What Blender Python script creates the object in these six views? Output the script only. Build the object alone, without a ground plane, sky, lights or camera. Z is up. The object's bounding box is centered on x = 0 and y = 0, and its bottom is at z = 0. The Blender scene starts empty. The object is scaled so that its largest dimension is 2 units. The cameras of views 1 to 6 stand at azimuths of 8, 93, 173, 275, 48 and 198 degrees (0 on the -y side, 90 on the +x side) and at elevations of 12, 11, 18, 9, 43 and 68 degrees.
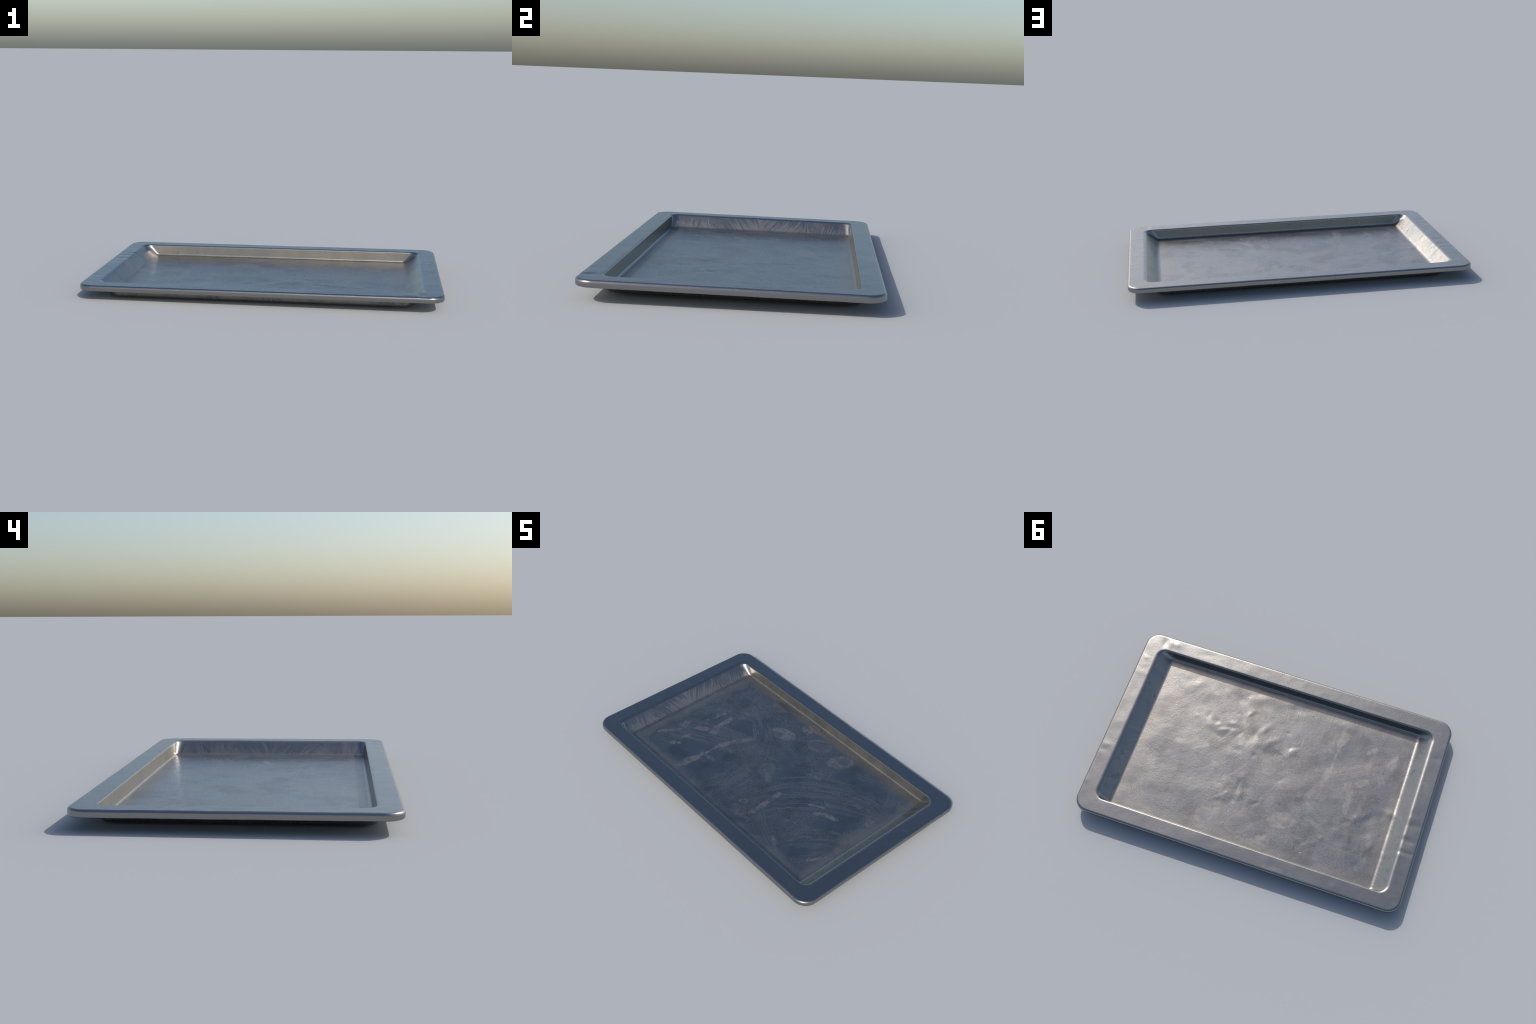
"""A pressed sheet-steel baking tray: flat floor, steep long walls, sloped end walls, wide folded rim."""
import math
import random
import bpy
import numpy as np
from mathutils import Vector, noise

# ------------------------------------------------------------------ shape
NX, NY, K = 330, 205, 9          # grid steps along a long side, a short side, half a corner
RIM_Z, FLOOR_Z = 0.0838, 0.0168
TILT = (0.0037, -0.0032)          # the tray does not sit quite level: rise per metre along x, along y
TURN = 0.0036                       # and it lies a fifth of a degree askew

# cross-section of the sheet, from the middle of the floor outwards, round the lip and back
# below: (half length, half width, corner radius, height)
FLOOR_BEND = (0.817, 0.5190, 0.020, FLOOR_Z)      # where floor plane and wall plane would meet
RIM_BEND = (0.896, 0.5257, 0.050, RIM_Z)          # where wall plane and rim plane would meet
RIM_OUTER = (0.985, 0.6135, 0.070, RIM_Z)
LIP_TOP = (0.998, 0.6265, 0.083, RIM_Z - 0.0120)
LIP_FOOT = (0.998, 0.6265, 0.083, 0.0560)
LIP_UNDER = (0.9915, 0.6200, 0.0765, 0.0520)
LIP_INNER = (0.985, 0.6135, 0.070, 0.0555)
LIP_CREASE = (0.985, 0.6135, 0.070, 0.0715)
NECK = (0.912, 0.551, 0.068, 0.0715)
SHELL_FOOT = (0.850, 0.536, 0.060, 0.0170)
SHELL_BEND = (0.844, 0.533, 0.056, 0.0)
BASE_EDGE = (0.819, 0.512, 0.040, 0.0)


def ring(hx, hy, r):
    """Rounded rectangle, anticlockwise from the middle of the (-x, -y) corner arc."""
    pts = []
    corners = [(-hx + r, -hy + r, 225), (hx - r, -hy + r, 315), (hx - r, hy - r, 45), (-hx + r, hy - r, 135)]
    for c in range(4):
        cx, cy, mid = corners[c]
        for i in range(K + 1):
            a = math.radians(mid + 45 * i / K)
            pts.append((cx + r * math.cos(a), cy + r * math.sin(a)))
        n = NX if c % 2 == 0 else NY
        nx_, ny_, nmid = corners[(c + 1) % 4]
        a = math.radians(nmid - 45)
        s, e = np.array(pts[-1]), np.array((nx_ + r * math.cos(a), ny_ + r * math.sin(a)))
        for i in range(1, n):
            pts.append(tuple(s + (e - s) * i / n))
        for i in range(K):
            a = math.radians(nmid - 45 + 45 * i / K)
            pts.append((nx_ + r * math.cos(a), ny_ + r * math.sin(a)))
    return np.array(pts)


GX, GY = NX + 2 * K, NY + 2 * K
PER = 2 * (GX + GY)


def patch(border):
    """Coons patch that fills a ring with a grid whose border is the ring itself."""
    b, r = border[:GX + 1], border[GX:GX + GY + 1]
    t = border[GX + GY:2 * GX + GY + 1][::-1]
    l = np.vstack([border[2 * GX + GY:], border[:1]])[::-1]
    u, v = np.linspace(0, 1, GX + 1)[:, None, None], np.linspace(0, 1, GY + 1)[None, :, None]
    g = (1 - v) * b[:, None] + v * t[:, None] + (1 - u) * l[None] + u * r[None]
    g -= (1 - u) * (1 - v) * b[0] + u * (1 - v) * b[-1] + (1 - u) * v * t[0] + u * v * t[-1]
    return g


def between(a, b, n):
    a, b = np.array(a), np.array(b)
    return [tuple(a + (b - a) * i / n) for i in range(1, n + 1)]


def bend(a, b, n, first):
    """Quarter-round from a to b; 'first' tells whether it starts out flat or upright."""
    a, b, out = np.array(a), np.array(b), []
    for i in range(1, n + 1):
        w = math.pi / 2 * i / n
        s, c = math.sin(w), 1 - math.cos(w)
        h, z = (s, c) if first == "flat" else (c, s)
        out.append((*(a[:3] + (b[:3] - a[:3]) * h), a[3] + (b[3] - a[3]) * z))
    return out


def fillet(a, corner, b, n):
    """Rounded bend from a to b that leaves along a-corner and arrives along corner-b."""
    a, c, b = map(np.array, (a, corner, b))
    return [tuple((1 - t) ** 2 * a + 2 * t * (1 - t) * c + t * t * b) for t in (i / n for i in range(1, n + 1))]


def along(p, q, t):
    p, q = np.array(p), np.array(q)
    return tuple(p + (q - p) * t)


FLOOR_EDGE = (FLOOR_BEND[0] - 0.014, FLOOR_BEND[1] - 0.014, 0.010, FLOOR_Z)
WALL_FOOT, WALL_HEAD = along(FLOOR_BEND, RIM_BEND, 0.15), along(FLOOR_BEND, RIM_BEND, 0.87)
RIM_INNER = (RIM_BEND[0] + 0.015, RIM_BEND[1] + 0.010, 0.064, RIM_Z)
inner = [FLOOR_EDGE] + fillet(FLOOR_EDGE, FLOOR_BEND, WALL_FOOT, 7)
wall_from = len(inner) - 1
inner += between(WALL_FOOT, WALL_HEAD, 12)
wall_to = len(inner) - 1
inner += fillet(WALL_HEAD, RIM_BEND, RIM_INNER, 8)
inner += between(RIM_INNER, RIM_OUTER, 16)
inner += bend(RIM_OUTER, LIP_TOP, 8, "flat")
inner += between(LIP_TOP, LIP_FOOT, 3)
inner += bend(LIP_FOOT, LIP_UNDER, 4, "upright")
inner += bend(LIP_UNDER, LIP_INNER, 3, "flat")
inner += between(LIP_INNER, LIP_CREASE, 2)
rim_to = len(inner) - 1
inner += between(LIP_CREASE, NECK, 3)
rim_to = len(inner) - 1
inner += between(NECK, SHELL_FOOT, 6)
inner += fillet(SHELL_FOOT, SHELL_BEND, BASE_EDGE, 7)
RINGS = len(inner)

# knocks in the sheet: (x, y, radius along, radius across, turn in degrees, depth in mm)
KNOCKS = [
    (0.345, -0.150, 0.034, 0.024, 40, 1.4), (0.375, -0.120, 0.038, 0.022, -30, -1.2), (0.40, -0.20, 0.022, 0.022, 0, -1.0),
    (0.43, -0.165, 0.030, 0.025, 0, 0.8), (0.300, -0.215, 0.028, 0.018, 10, 1.2), (0.25, -0.265, 0.030, 0.020, 60, -0.9),
    (0.10, -0.235, 0.060, 0.022, 55, 1.6), (0.03, -0.180, 0.055, 0.020, 40, 1.1), (0.14, -0.19, 0.07, 0.035, 50, -1.4),
    (-0.10, -0.150, 0.040, 0.025, 60, 1.4), (-0.03, -0.115, 0.045, 0.030, 30, -1.0), (0.21, -0.06, 0.03, 0.02, 10, -0.8),
    (0.25, -0.02, 0.04, 0.03, 0, 0.6), (0.105, 0.215, 0.030, 0.020, 80, 1.4), (0.130, 0.255, 0.026, 0.018, 90, -1.0),
    (0.19, 0.25, 0.035, 0.025, 30, 0.8), (0.07, 0.16, 0.03, 0.03, 0, -0.7),
    (-0.68, 0.10, 0.045, 0.028, 70, -1.3), (-0.60, 0.135, 0.040, 0.025, 60, 1.1), (-0.68, 0.20, 0.045, 0.028, 20, -1.6),
    (-0.585, 0.25, 0.022, 0.045, 20, 1.3), (-0.55, 0.28, 0.050, 0.030, 60, -1.2), (-0.73, 0.27, 0.035, 0.022, 70, 1.1),
    (-0.74, 0.37, 0.030, 0.030, 0, 1.2), (-0.68, 0.41, 0.035, 0.025, 50, -1.0), (-0.45, 0.20, 0.06, 0.04, 45, 0.9),
    (-0.790, 0.035, 0.036, 0.028, 10, 2.6), (-0.66, 0.15, 0.095, 0.065, 30, -2.2), (0.12, -0.12, 0.12, 0.07, 50, 1.8), (0.40, 0.16, 0.12, 0.08, 10, -1.6), (-0.15, 0.12, 0.13, 0.08, 60, 1.6), (-0.42, -0.20, 0.12, 0.08, 20, -1.5), (-0.75, 0.06, 0.035, 0.025, 30, -1.2), (0.60, -0.40, 0.06, 0.03, 40, 1.0),
    (0.50, -0.30, 0.08, 0.05, 20, -0.8), (0.62, 0.32, 0.07, 0.05, 0, 0.8), (0.55, 0.0, 0.10, 0.07, 0, 0.7),
    (-0.30, 0.10, 0.10, 0.06, 30, -0.9), (-0.35, -0.28, 0.10, 0.06, 60, 0.8), (-0.2, 0.42, 0.09, 0.05, 0, 0.8),
    (0.18, -0.43, 0.060, 0.030, 20, 1.6), (0.30, -0.39, 0.050, 0.030, -20, -1.5), (-0.06, -0.44, 0.070, 0.028, 10, -1.4),
    (-0.36, -0.43, 0.080, 0.030, 0, 1.3), (-0.74, -0.25, 0.030, 0.080, 0, 1.2), (0.70, 0.15, 0.035, 0.080, 10, -1.3),
    # rim
    (0.880, -0.578, 0.018, 0.034, 0, -1.5), (0.845, -0.585, 0.016, 0.034, 15, 1.3), (0.808, -0.584, 0.026, 0.022, 0, 1.5),
    (0.955, -0.440, 0.018, 0.014, 0, 0.7), (0.962, 0.190, 0.030, 0.022, 0, 0.8), (0.965, 0.225, 0.030, 0.020, 0, -0.8),
    (0.990, 0.445, 0.024, 0.022, 0, 0.8), (0.94, 0.03, 0.03, 0.04, 0, 0.5), (0.94, -0.20, 0.03, 0.05, 0, -0.5),
    (-0.920, 0.258, 0.075, 0.016, 4, -1.6), (-0.905, 0.272, 0.035, 0.020, -20, 1.0), (-0.955, 0.245, 0.035, 0.020, 10, 0.9),
    (-0.930, 0.183, 0.060, 0.021, -8, -1.1), (-0.895, 0.160, 0.035, 0.022, 20, 0.9), (-0.965, 0.205, 0.025, 0.016, 0, 0.7),
    (-0.935, 0.085, 0.050, 0.018, 8, -0.9), (-0.925, 0.040, 0.035, 0.020, 0, 0.7), (-0.950, 0.400, 0.040, 0.022, 0, -0.5),
    (-0.60, 0.585, 0.030, 0.020, 0, 0.6), (-0.25, 0.585, 0.040, 0.020, 0, -0.6), (0.10, 0.585, 0.030, 0.020, 0, 0.5),
    (-0.955, -0.37, 0.030, 0.015, 0, -0.6), (0.945, -0.33, 0.040, 0.020, 0, 0.5), (0.60, -0.58, 0.06, 0.02, 10, -0.5),
    (-0.50, -0.585, 0.05, 0.02, 0, 0.5), (-0.870, 0.455, 0.012, 0.030, 20, -1.2), (-0.860, 0.03, 0.020, 0.040, 25, -1.0),
]
# smaller dings gather round the big ones
rng = random.Random(11)
for cx, cy, spread in ((0.36, -0.16, 0.09), (0.06, -0.20, 0.13), (0.14, 0.22, 0.10), (-0.65, 0.20, 0.14), (0.22, -0.30, 0.08), (-0.15, 0.30, 0.12)):
    for _ in range(9):
        KNOCKS.append((rng.gauss(cx, spread), max(-0.47, min(0.47, rng.gauss(cy, spread * 0.8))), rng.uniform(0.014, 0.034),
                       rng.uniform(0.010, 0.022), rng.uniform(0, 180), rng.choice((-1, 1)) * rng.uniform(0.35, 0.85)))


def warp(co):
    """Height change of the sheet: knocks, and a faint waviness all over."""
    x, y = co[:, 0], co[:, 1]
    dz = np.zeros(len(co))
    for kx, ky, a, b, turn, depth in KNOCKS:
        c, s = math.cos(math.radians(turn)), math.sin(math.radians(turn))
        u, v = ((x - kx) * c + (y - ky) * s) / a, (-(x - kx) * s + (y - ky) * c) / b
        dz += 0.00095 * depth * np.exp(-(u * u + v * v))
    wav = np.array([noise.noise((px * 5.0, py * 5.0, 3.1)) * 0.00080 + noise.noise((px * 13.0, py * 13.0, 8.7)) * 0.00045
                    + noise.noise((px * 34.0, py * 34.0, 1.3)) * 0.00012 for px, py in zip(x, y)])
    return dz + wav


co = [np.c_[ring(*r[:3]), np.full(PER, r[3])] for r in inner]
floor_grid = patch(co[0][:, :2])
base_grid = patch(co[-1][:, :2])
verts = [*co]
index_floor, index_base = -np.ones((GX + 1, GY + 1), int), -np.ones((GX + 1, GY + 1), int)
count = RINGS * PER


def bind(index, offset):
    index[:, 0] = offset + np.arange(GX + 1)
    index[-1, :] = offset + GX + np.arange(GY + 1)
    index[:, -1] = (offset + GX + GY + np.arange(GX + 1))[::-1]
    index[0, 1:] = (offset + 2 * GX + GY + np.arange(GY))[::-1]


bind(index_floor, 0)
bind(index_base, (RINGS - 1) * PER)
for index, grid, z in ((index_floor, floor_grid, FLOOR_Z), (index_base, base_grid, 0.0)):
    n = (GX - 1) * (GY - 1)
    index[1:-1, 1:-1] = count + np.arange(n).reshape(GX - 1, GY - 1)
    verts.append(np.c_[grid[1:-1, 1:-1].reshape(-1, 2), np.full(n, z)])
    count += n
verts = np.vstack(verts)

# knocks and waviness act on the shown side; the underside keeps out of the ground
shown = np.ones(len(verts))
shown[(RINGS - 13) * PER:RINGS * PER] = 0
shown[index_base.ravel()] = 0
verts[:, 2] += warp(verts) * shown
# the folded edge is not dead straight
edge = slice((wall_to + 1) * PER, (RINGS - 14) * PER)
for axis, seed in ((0, 4.2), (1, 9.6)):
    other = verts[edge, 1 - axis]
    amount = np.clip((np.abs(verts[edge, axis]) - (0.92, 0.56)[axis]) / 0.06, 0, 1)
    verts[edge, axis] += amount * np.array([noise.noise((o * 3.5, seed, 0.5)) * 0.0006 + noise.noise((o * 15, seed, 7.5)) * 0.0005 for o in other])
verts[:, :2] += TURN * np.c_[-verts[:, 1], verts[:, 0]]
verts[:, 2] += TILT[0] * verts[:, 0] + TILT[1] * verts[:, 1]
verts[:, 2] -= verts[:, 2].min()

j = np.arange(PER)
k = (j + 1) % PER
strips = [np.c_[i * PER + j, i * PER + k, (i + 1) * PER + k, (i + 1) * PER + j][:, ::-1] for i in range(RINGS - 1)]


def quads(index, up):
    q = np.stack([index[:-1, :-1], index[1:, :-1], index[1:, 1:], index[:-1, 1:]], -1).reshape(-1, 4)
    return q if up else q[:, ::-1]


PARTS = {
    "floor": quads(index_floor, True),
    "side_wall": np.vstack(strips[:wall_to + 1]),
    "rim": np.vstack(strips[wall_to + 1:rim_to]),
    "underside": np.vstack([*strips[rim_to:], quads(index_base, False)]),
}

whole = bpy.data.meshes.new("sheet")
whole.from_pydata(verts.tolist(), [], np.vstack(list(PARTS.values())).tolist())
whole.shade_smooth()
normals = np.empty(len(verts) * 3, np.float32)
whole.vertex_normals.foreach_get("vector", normals)
normals = normals.reshape(-1, 3)
bpy.data.meshes.remove(whole)


# ------------------------------------------------------------------ material helpers
class Val:
    """A node socket that can be calculated with."""

    def __init__(self, tree, sock):
        self.t, self.s = tree, sock

    def _m(self, op, *others, clamp=False):
        n = self.t.nodes.new("ShaderNodeMath")
        n.operation, n.use_clamp = op, clamp
        for i, v in enumerate((self, *others)):
            if isinstance(v, Val):
                self.t.links.new(v.s, n.inputs[i])
            else:
                n.inputs[i].default_value = v
        return Val(self.t, n.outputs[0])

    def __add__(self, o): return self._m("ADD", o)
    def __sub__(self, o): return self._m("SUBTRACT", o)
    def __mul__(self, o): return self._m("MULTIPLY", o)
    def __truediv__(self, o): return self._m("DIVIDE", o)
    __radd__, __rmul__ = __add__, __mul__
    def __rsub__(self, o): return (self * -1.0) + o
    def abs(self): return self._m("ABSOLUTE")
    def sqrt(self): return self._m("SQRT")
    def sin(self): return self._m("SINE")
    def cos(self): return self._m("COSINE")
    def atan2(self, o): return self._m("ARCTAN2", o)
    def max(self, o): return self._m("MAXIMUM", o)
    def min(self, o): return self._m("MINIMUM", o)
    def clamp(self): return self._m("ADD", 0.0, clamp=True)

    def step(self, lo, hi, to_lo=0.0, to_hi=1.0):
        n = self.t.nodes.new("ShaderNodeMapRange")
        n.interpolation_type = "SMOOTHSTEP"
        self.t.links.new(self.s, n.inputs["Value"])
        if lo > hi:
            lo, hi, to_lo, to_hi = hi, lo, to_hi, to_lo
        for key, v in (("From Min", lo), ("From Max", hi), ("To Min", to_lo), ("To Max", to_hi)):
            n.inputs[key].default_value = v
        return Val(self.t, n.outputs["Result"])


class Maker:
    def __init__(self, name):
        self.mat = bpy.data.materials.new(name)
        self.mat.use_nodes = True
        self.t = self.mat.node_tree
        self.bsdf = self.t.nodes["Principled BSDF"]
        co = self.t.nodes.new("ShaderNodeTexCoord")
        geo, nsep = self.t.nodes.new("ShaderNodeNewGeometry"), self.t.nodes.new("ShaderNodeSeparateXYZ")
        self.t.links.new(geo.outputs["Normal"], nsep.inputs[0])
        self.normal_z = Val(self.t, nsep.outputs[2])
        sep = self.t.nodes.new("ShaderNodeSeparateXYZ")
        self.t.links.new(co.outputs["Object"], sep.inputs[0])
        self.x, self.y, self.z = (Val(self.t, s) for s in sep.outputs)

    def noise(self, x, y, z=0.0, scale=1.0, detail=2.0, rough=0.5, distortion=0.0):
        c, n = self.t.nodes.new("ShaderNodeCombineXYZ"), self.t.nodes.new("ShaderNodeTexNoise")
        for i, v in enumerate((x, y, z)):
            if isinstance(v, Val):
                self.t.links.new(v.s, c.inputs[i])
            else:
                c.inputs[i].default_value = v
        self.t.links.new(c.outputs[0], n.inputs["Vector"])
        for key, v in (("Scale", scale), ("Detail", detail), ("Roughness", rough), ("Distortion", distortion)):
            n.inputs[key].default_value = v
        return Val(self.t, n.outputs[0])

    def cells(self, x, y, z, scale, randomness=1.0):
        c, n = self.t.nodes.new("ShaderNodeCombineXYZ"), self.t.nodes.new("ShaderNodeTexVoronoi")
        for i, v in enumerate((x, y, z)):
            if isinstance(v, Val):
                self.t.links.new(v.s, c.inputs[i])
            else:
                c.inputs[i].default_value = v
        self.t.links.new(c.outputs[0], n.inputs["Vector"])
        n.inputs["Scale"].default_value, n.inputs["Randomness"].default_value = scale, randomness
        sep = self.t.nodes.new("ShaderNodeSeparateColor")
        self.t.links.new(n.outputs["Color"], sep.inputs[0])
        return Val(self.t, n.outputs["Distance"]), Val(self.t, sep.outputs[0])

    def stroke(self, p, q, w, x=None, y=None):
        """Distance field of a short stroke, 1 inside and 0 outside, with a soft ragged border."""
        x, y = x or self.x, y or self.y
        (ax, ay), (bx, by) = p, q
        dx, dy = bx - ax, by - ay
        ll = max(dx * dx + dy * dy, 1e-8)
        h = (((x - ax) * dx + (y - ay) * dy) / ll).clamp()
        ex, ey = x - ax - h * dx, y - ay - h * dy
        d = (ex * ex + ey * ey).sqrt()
        return d.step(w * 1.15, w * 0.8)

    def ellipse(self, c, a, b, turn):
        co_, s = math.cos(math.radians(turn)), math.sin(math.radians(turn))
        u = ((self.wx - c[0]) * co_ + (self.wy - c[1]) * s) / a
        v = ((self.wy - c[1]) * co_ - (self.wx - c[0]) * s) / b
        return (u * u + v * v).sqrt()

    def mix(self, f, a, b):
        n = self.t.nodes.new("ShaderNodeMix")
        n.data_type = "RGBA"
        self.t.links.new(f.s, n.inputs[0])
        for i, v in ((6, a), (7, b)):
            if isinstance(v, Val):
                self.t.links.new(v.s, n.inputs[i])
            else:
                n.inputs[i].default_value = (*v, 1)
        return Val(self.t, n.outputs[2])

    def finish(self, colour, rough, height, distance, film=None):
        self.bsdf.inputs["Metallic"].default_value = 1.0
        if film:                      # grease and dust lie on the metal as a thin matt layer
            self.t.links.new((1.0 - film * 0.16).s, self.bsdf.inputs["Metallic"])
        self.t.links.new(colour.s, self.bsdf.inputs["Base Color"])
        self.t.links.new(rough.s, self.bsdf.inputs["Roughness"])
        b = self.t.nodes.new("ShaderNodeBump")
        b.inputs["Strength"].default_value, b.inputs["Distance"].default_value = 1.0, distance
        self.t.links.new(height.s, b.inputs["Height"])
        self.t.links.new(b.outputs[0], self.bsdf.inputs["Normal"])
        return self.mat


STEEL, GREASE, SOOT = (0.284, 0.279, 0.270), (0.285, 0.272, 0.258), (0.12, 0.115, 0.11)
TAN, BROWN = (0.325, 0.300, 0.252), (0.284, 0.266, 0.244)
CLEAN, DULL = 0.265, 0.42


def grain(m):
    """Short fine fibres of rolled sheet, slanting across the tray, and a finer cross-hatch."""
    c, s = math.cos(math.radians(138)), math.sin(math.radians(138))
    u, v = m.x * c + m.y * s, m.y * c - m.x * s
    fibres = m.noise(u * 75.0, v * 260.0, m.z * 120.0, detail=2.0)
    fine = m.noise(m.x, m.y, m.z, scale=210.0, detail=2.0)
    mottle = m.noise(m.x, m.y, m.z, scale=24.0, detail=3.0, rough=0.6)
    return fibres * 0.62 + fine * 0.24 + mottle * 0.26


def rim_material():
    m = Maker("rolled_steel_rim")
    patchy = m.noise(m.x, m.y, m.z, scale=9.0, detail=4.0, rough=0.6)
    scuff = m.noise(m.x, m.y, m.z, scale=38.0, detail=4.0, rough=0.7)
    marks = patchy.step(0.60, 0.72) * scuff.step(0.52, 0.60)
    rough = 0.235 + patchy * 0.06 + marks * 0.08
    colour = m.mix((marks * 0.6 + patchy.step(0.55, 0.75) * 0.25).clamp(), STEEL, GREASE)
    return m.finish(colour, rough, grain(m) * (0.15 + 0.85 * m.normal_z.abs().step(0.95, 0.998)), 0.00064)


def wipe(m, c, r0, r1, a0, a1, fine, seed):
    """Arc-shaped streaks of a wiping cloth round c between radii r0, r1 and bearings a0, a1 (degrees)."""
    dx, dy = m.wx - c[0], m.wy - c[1]
    r = (dx * dx + dy * dy).sqrt()
    mid = math.radians((a0 + a1) / 2)
    # bearing from the middle of the arc, so that the seam of atan2 lies opposite
    along, across = dx * math.cos(mid) + dy * math.sin(mid), dy * math.cos(mid) - dx * math.sin(mid)
    th = across.atan2(along)
    half = math.radians(abs(a1 - a0) / 2)
    where = th.abs().step(half, half * 0.7) * r.step(r0 - 0.015, r0 + 0.02) * r.step(r1 + 0.015, r1 - 0.02)
    lines = m.noise(r * fine, th * 3.0, seed, detail=3.0, rough=0.65)
    broken = m.noise(m.x, m.y, seed, scale=130.0, detail=2.0)
    bands = m.noise(r * (fine * 0.22), th * 1.2, seed + 5.0, detail=1.0)
    return where * ((lines + (broken - 0.5) * 0.45).step(0.46, 0.56) * bands.step(0.36, 0.52)), where


def floor_material():
    m = Maker("greasy_steel_floor")
    w1 = m.noise(m.x, m.y, 2.0, scale=22.0, detail=4.0, rough=0.6)
    w2 = m.noise(m.x, m.y, 7.0, scale=22.0, detail=4.0, rough=0.6)
    m.wx, m.wy = m.x + (w1 - 0.5) * 0.030, m.y + (w2 - 0.5) * 0.030
    # --- places where a greasy finger, spoon or drop dulled the metal
    strokes = [((-0.727, -0.333), (-0.655, -0.216), 0.011), ((-0.690, -0.125), (-0.660, -0.178), 0.020),
               ((-0.598, -0.268), (-0.569, -0.213), 0.013), ((-0.584, -0.337), (-0.580, -0.330), 0.016),
               ((-0.558, -0.307), (-0.556, -0.303), 0.011), ((-0.518, -0.046), (-0.529, 0.109), 0.018),
               ((-0.595, -0.115), (-0.546, -0.081), 0.020), ((-0.615, -0.027), (-0.599, 0.106), 0.014),
               ((-0.500, -0.060), (-0.500, -0.040), 0.030), ((-0.385, -0.415), (-0.372, -0.310), 0.028),
               ((-0.369, -0.288), (-0.365, -0.130), 0.009), ((-0.362, -0.110), (-0.340, -0.030), 0.018), ((-0.335, -0.020), (-0.285, 0.085), 0.022),
               ((0.224, -0.354), (0.213, -0.112), 0.017), ((0.472, -0.049), (0.522, -0.010), 0.014),
               ((0.522, -0.010), (0.592, 0.009), 0.016), ((0.721, -0.339), (0.780, -0.222), 0.011),
               ((0.775, -0.160), (0.782, -0.145), 0.026), ((-0.12, 0.44), (-0.10, 0.47), 0.045),
               ((0.40, -0.03), (0.47, 0.02), 0.010)]
    ragged = m.noise(m.x, m.y, 6.0, scale=75.0, detail=3.0, rough=0.7)
    spots = None
    for p, q, w in strokes:
        s = m.stroke(p, q, w, m.x + (w1 - 0.5) * 0.034 + (ragged - 0.5) * 0.012, m.y + (w2 - 0.5) * 0.034 + (ragged - 0.5) * 0.010)
        spots = s if spots is None else spots.max(s)
    fade = m.noise(m.x, m.y, 4.0, scale=60.0, detail=3.0, rough=0.7)
    worn = fade.step(0.36, 0.54, 0.25, 1.0) * m.noise(m.x, m.y, 5.0, scale=14.0, detail=1.0).step(0.34, 0.50, 0.40, 1.0)
    # round stains: a dull film, edge sharper than the middle
    oval = m.ellipse((0.045, 0.385), 0.085, 0.058, 30)
    spots = spots.max(oval.step(1.05, 0.97) * oval.step(0.55, 0.95, 0.25, 0.75))
    ring_ = m.ellipse((0.121, -0.316), 0.026, 0.018, 60)
    spots = spots.max(ring_.step(1.2, 1.0) * ring_.step(0.4, 0.8))
    blot = m.ellipse((-0.190, 0.283), 0.090, 0.052, 15)
    spots = spots.max(blot.step(1.05, 0.92) * 0.95)
    blot = m.ellipse((0.245, 0.380), 0.095, 0.060, 60)
    spots = spots.max(blot.step(1.15, 0.80) * 0.85)
    blot = m.ellipse((0.000, -0.030), 0.070, 0.050, 110)
    spots = spots.max(blot.step(1.15, 0.85) * 0.55)
    # --- wiping arcs
    arcs, covered = None, None
    for i, (c, r0, r1, a0, a1, fine) in enumerate([
            ((-0.56, -0.22), 0.40, 0.58, -30, 120, 130.0), ((-0.29, -0.196), 0.14, 0.27, -60, 130, 150.0),
            ((0.71, -0.35), 0.55, 0.70, 70, 185, 150.0), ((0.99, -0.578), 0.46, 0.64, 95, 160, 140.0),
            ((1.02, -0.615), 0.76, 0.97, 95, 165, 140.0), ((0.72, 0.39), 0.78, 0.90, 215, 290, 170.0),
            ((0.12, -1.25), 1.20, 1.42, 92, 135, 150.0), ((-0.95, 0.30), 0.20, 0.40, -70, 60, 160.0),
            ((0.10, 0.05), 0.62, 0.78, -35, 40, 150.0), ((-1.30, 0.30), 0.42, 0.60, -95, -20, 170.0)]):
        a, w = wipe(m, c, r0, r1, a0, a1, fine, 1.7 * i)
        arcs, covered = (a, w) if arcs is None else (arcs.max(a), covered.max(w))
    # --- stray film between them, and a duller border along the walls
    film = m.noise(m.wx, m.wy, 1.0, scale=4.5, detail=3.0)
    speck = m.noise(m.x * 0.8 + m.y * 0.5, m.y - m.x * 0.3, 3.0, scale=110.0, detail=3.0, rough=0.7)
    mist = film.step(0.40, 0.56) * speck.step(0.45, 0.56)
    border = (0.82 - m.wx.abs()).min(0.52 - m.wy.abs())
    rim_film = (border + (film - 0.5) * 0.16).step(0.105, 0.03) * speck.step(0.36, 0.56, 0.40, 1.0)
    marks = spots * worn
    cloud = m.noise(m.wx * 0.8, m.wy * 1.3, 15.0, scale=5.5, detail=4.0, rough=0.6).step(0.555, 0.655) * worn
    film_ = (marks * 1.45).max(arcs * 0.60).max(mist * 0.52).max(cloud * 1.15).max(rim_film * 1.15)
    dull = (marks * 0.60).max(arcs * 0.28).max(mist * 0.26).max(cloud * 0.50).max(rim_film * 0.45)
    rough = dull * (DULL - CLEAN) + CLEAN + (speck - 0.5) * 0.05
    # a few burnt dots and pits
    d, pick = m.cells(m.x, m.y, 0.0, 26.0)
    cluster = m.noise(m.x, m.y, 9.0, scale=5.0, detail=1.0)
    pit = d.step(0.105, 0.055) * (pick + cluster.step(0.52, 0.68) * 0.5).step(0.97, 1.01)
    colour = m.mix(film_.clamp(), STEEL, GREASE)
    colour = m.mix((rim_film * 0.8).clamp(), colour, BROWN)
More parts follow.
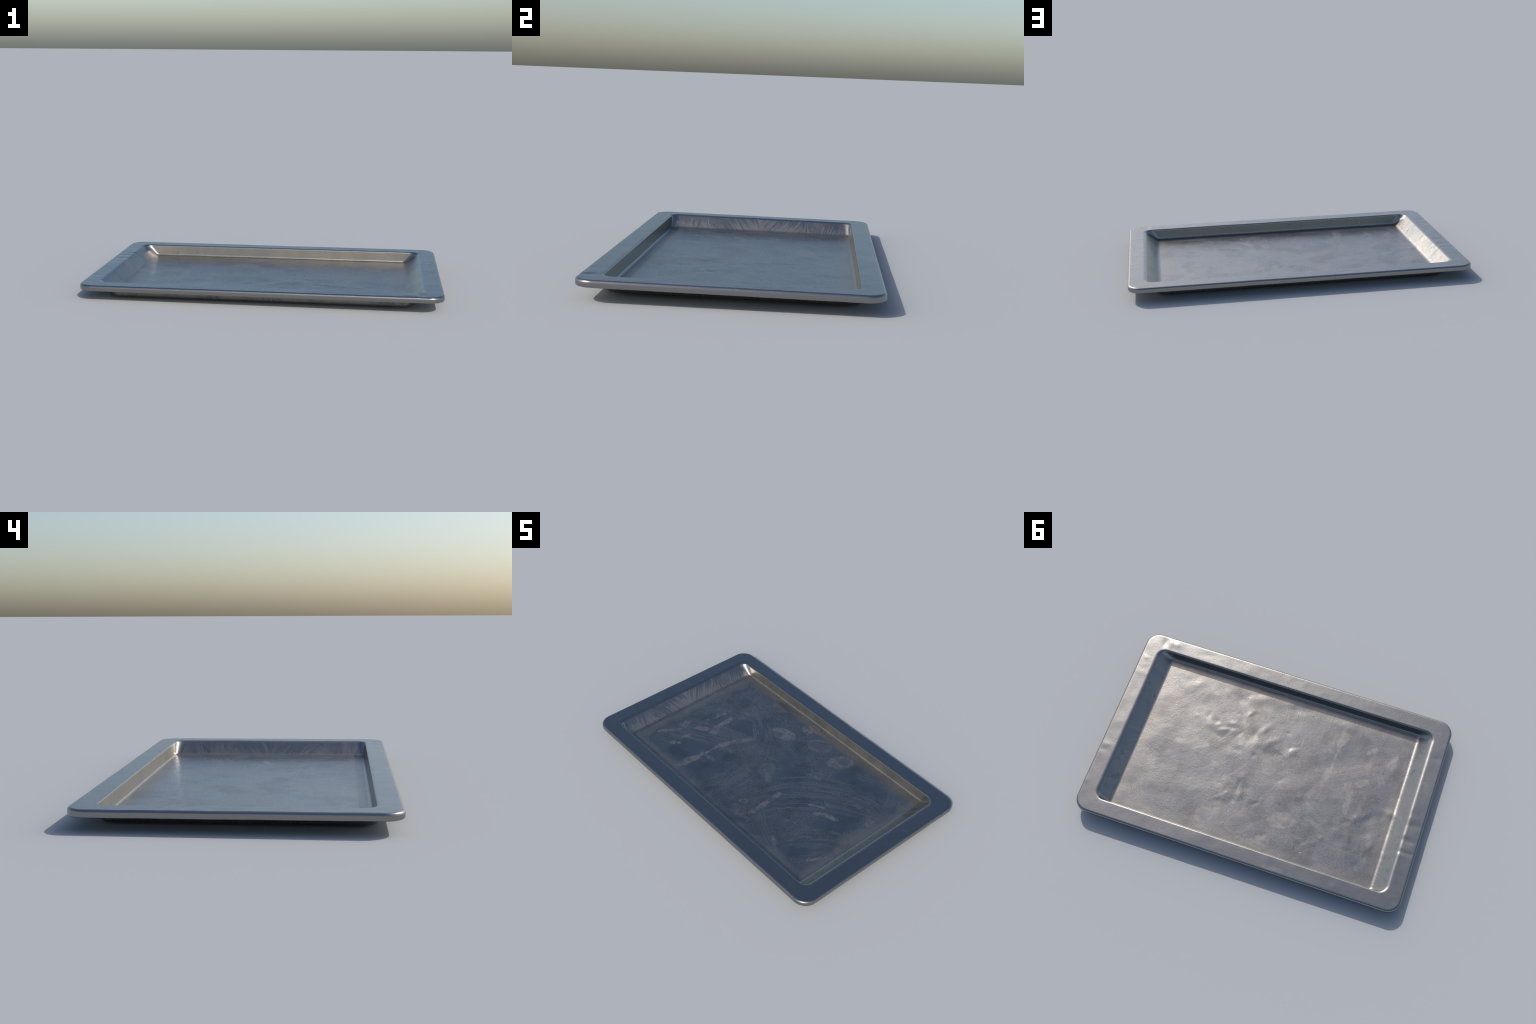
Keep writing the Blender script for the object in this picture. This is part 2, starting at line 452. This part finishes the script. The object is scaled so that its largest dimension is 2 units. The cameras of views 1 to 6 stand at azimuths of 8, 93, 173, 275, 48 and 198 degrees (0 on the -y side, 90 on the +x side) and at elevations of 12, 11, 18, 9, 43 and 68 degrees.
    tarnish = m.noise(m.wx, m.wy, 11.0, scale=6.5, detail=3.0, rough=0.55).step(0.46, 0.66)
    colour = m.mix(tarnish * 0.30, colour, SOOT)
    colour = m.mix(pit * 0.45, colour, SOOT)
    height = grain(m) * (1.0 - 0.55 * spots) - pit * 1.2 + spots * 0.3
    return m.finish(colour, rough, height, 0.00080, film_)


def wall_material():
    m = Maker("streaked_steel_wall")
    m.wx, m.wy = m.x, m.y
    end = m.x.abs().step(0.80, 0.83) * (m.y.abs()).step(0.545, 0.52)
    # slanting drag marks on the sloped ends; they change lean half-way
    lean = m.noise(m.y, 0.0, 5.0, scale=3.0, detail=1.0) - 0.5
    u = m.y + (m.z - 0.05) * (lean * 13.0)
    drag = m.noise(u * 120.0, m.z * 5.0, m.x * 0.7, detail=4.0, rough=0.65)
    big = m.noise(u * 9.0, m.z * 5.0, m.x * 0.7, detail=2.0)
    upper = m.z.step(0.020, 0.085, 0.07, -0.06)
    streaks = (drag * 0.70 + big * 0.35 + upper).step(0.50, 0.62) * end
    # the long sides carry an uneven tan tint with round spots in it
    long_ = 1.0 - end
    d, pick = m.cells(m.x, m.y, m.z, 9.0)
    drops = d.step(0.40, 0.32) * pick.step(0.72, 0.76)
    film = m.noise(m.x, m.y, m.z, scale=9.0, detail=3.0)
    warm_tint = long_ * m.y.step(-0.3, 0.3, 0.30, 1.0) * (0.68 + (film - 0.5) * 1.1 + drops * 0.20).clamp()  # tint weakened towards -y, painting the shade on that wall
    dull = (streaks * 0.70).max(film.step(0.48, 0.66) * 0.35)
    rough = dull.max(warm_tint * 0.6) * (DULL - CLEAN) + (CLEAN + 0.02)
    colour = m.mix((dull * 0.9).clamp(), STEEL, GREASE)
    colour = m.mix(warm_tint, colour, TAN)
    lumps = m.noise(m.x, m.y, m.z, scale=40.0, detail=3.0, rough=0.6)
    dirt = m.noise(m.x, m.y, m.z, scale=17.0, detail=4.0, rough=0.7)
    colour = m.mix(dirt.step(0.56, 0.72) * 0.50, colour, SOOT)
    return m.finish(colour, rough, grain(m) + drag * end * 0.5 + lumps * (0.6 + end), 0.00045, (dull * end * 1.2).max(warm_tint * 0.85))


def underside_material():
    m = Maker("dark_steel_underside")
    n = m.noise(m.x, m.y, m.z, scale=70.0, detail=4.0, rough=0.7)
    b = m.noise(m.x, m.y, m.z, scale=8.0, detail=3.0)
    dark_mottle = (n * 0.5 + b * 0.6).step(0.50, 0.66)
    colour = m.mix(dark_mottle * 0.55, STEEL, SOOT)
    return m.finish(colour, 0.40 + dark_mottle * 0.15, grain(m) + n * 0.5, 0.0006)


MATERIALS = {"floor": floor_material(), "side_wall": wall_material(), "rim": rim_material(), "underside": underside_material()}

# ------------------------------------------------------------------ objects
tray = bpy.data.objects.new("baking_tray", None)
tray["label"] = "shallow rectangular grey steel baking tray, smudged, wide rim"
tray["category"] = "baking tray"
bpy.context.scene.collection.objects.link(tray)

for name, faces in PARTS.items():
    used, where = np.unique(faces, return_inverse=True)
    mesh = bpy.data.meshes.new(name)
    mesh.from_pydata(verts[used].tolist(), [], where.reshape(faces.shape).tolist())
    mesh.shade_smooth()
    mesh.materials.append(MATERIALS[name])
    mesh.normals_split_custom_set_from_vertices(normals[used].tolist())
    part = bpy.data.objects.new(name, mesh)
    part.parent = tray
    bpy.context.scene.collection.objects.link(part)
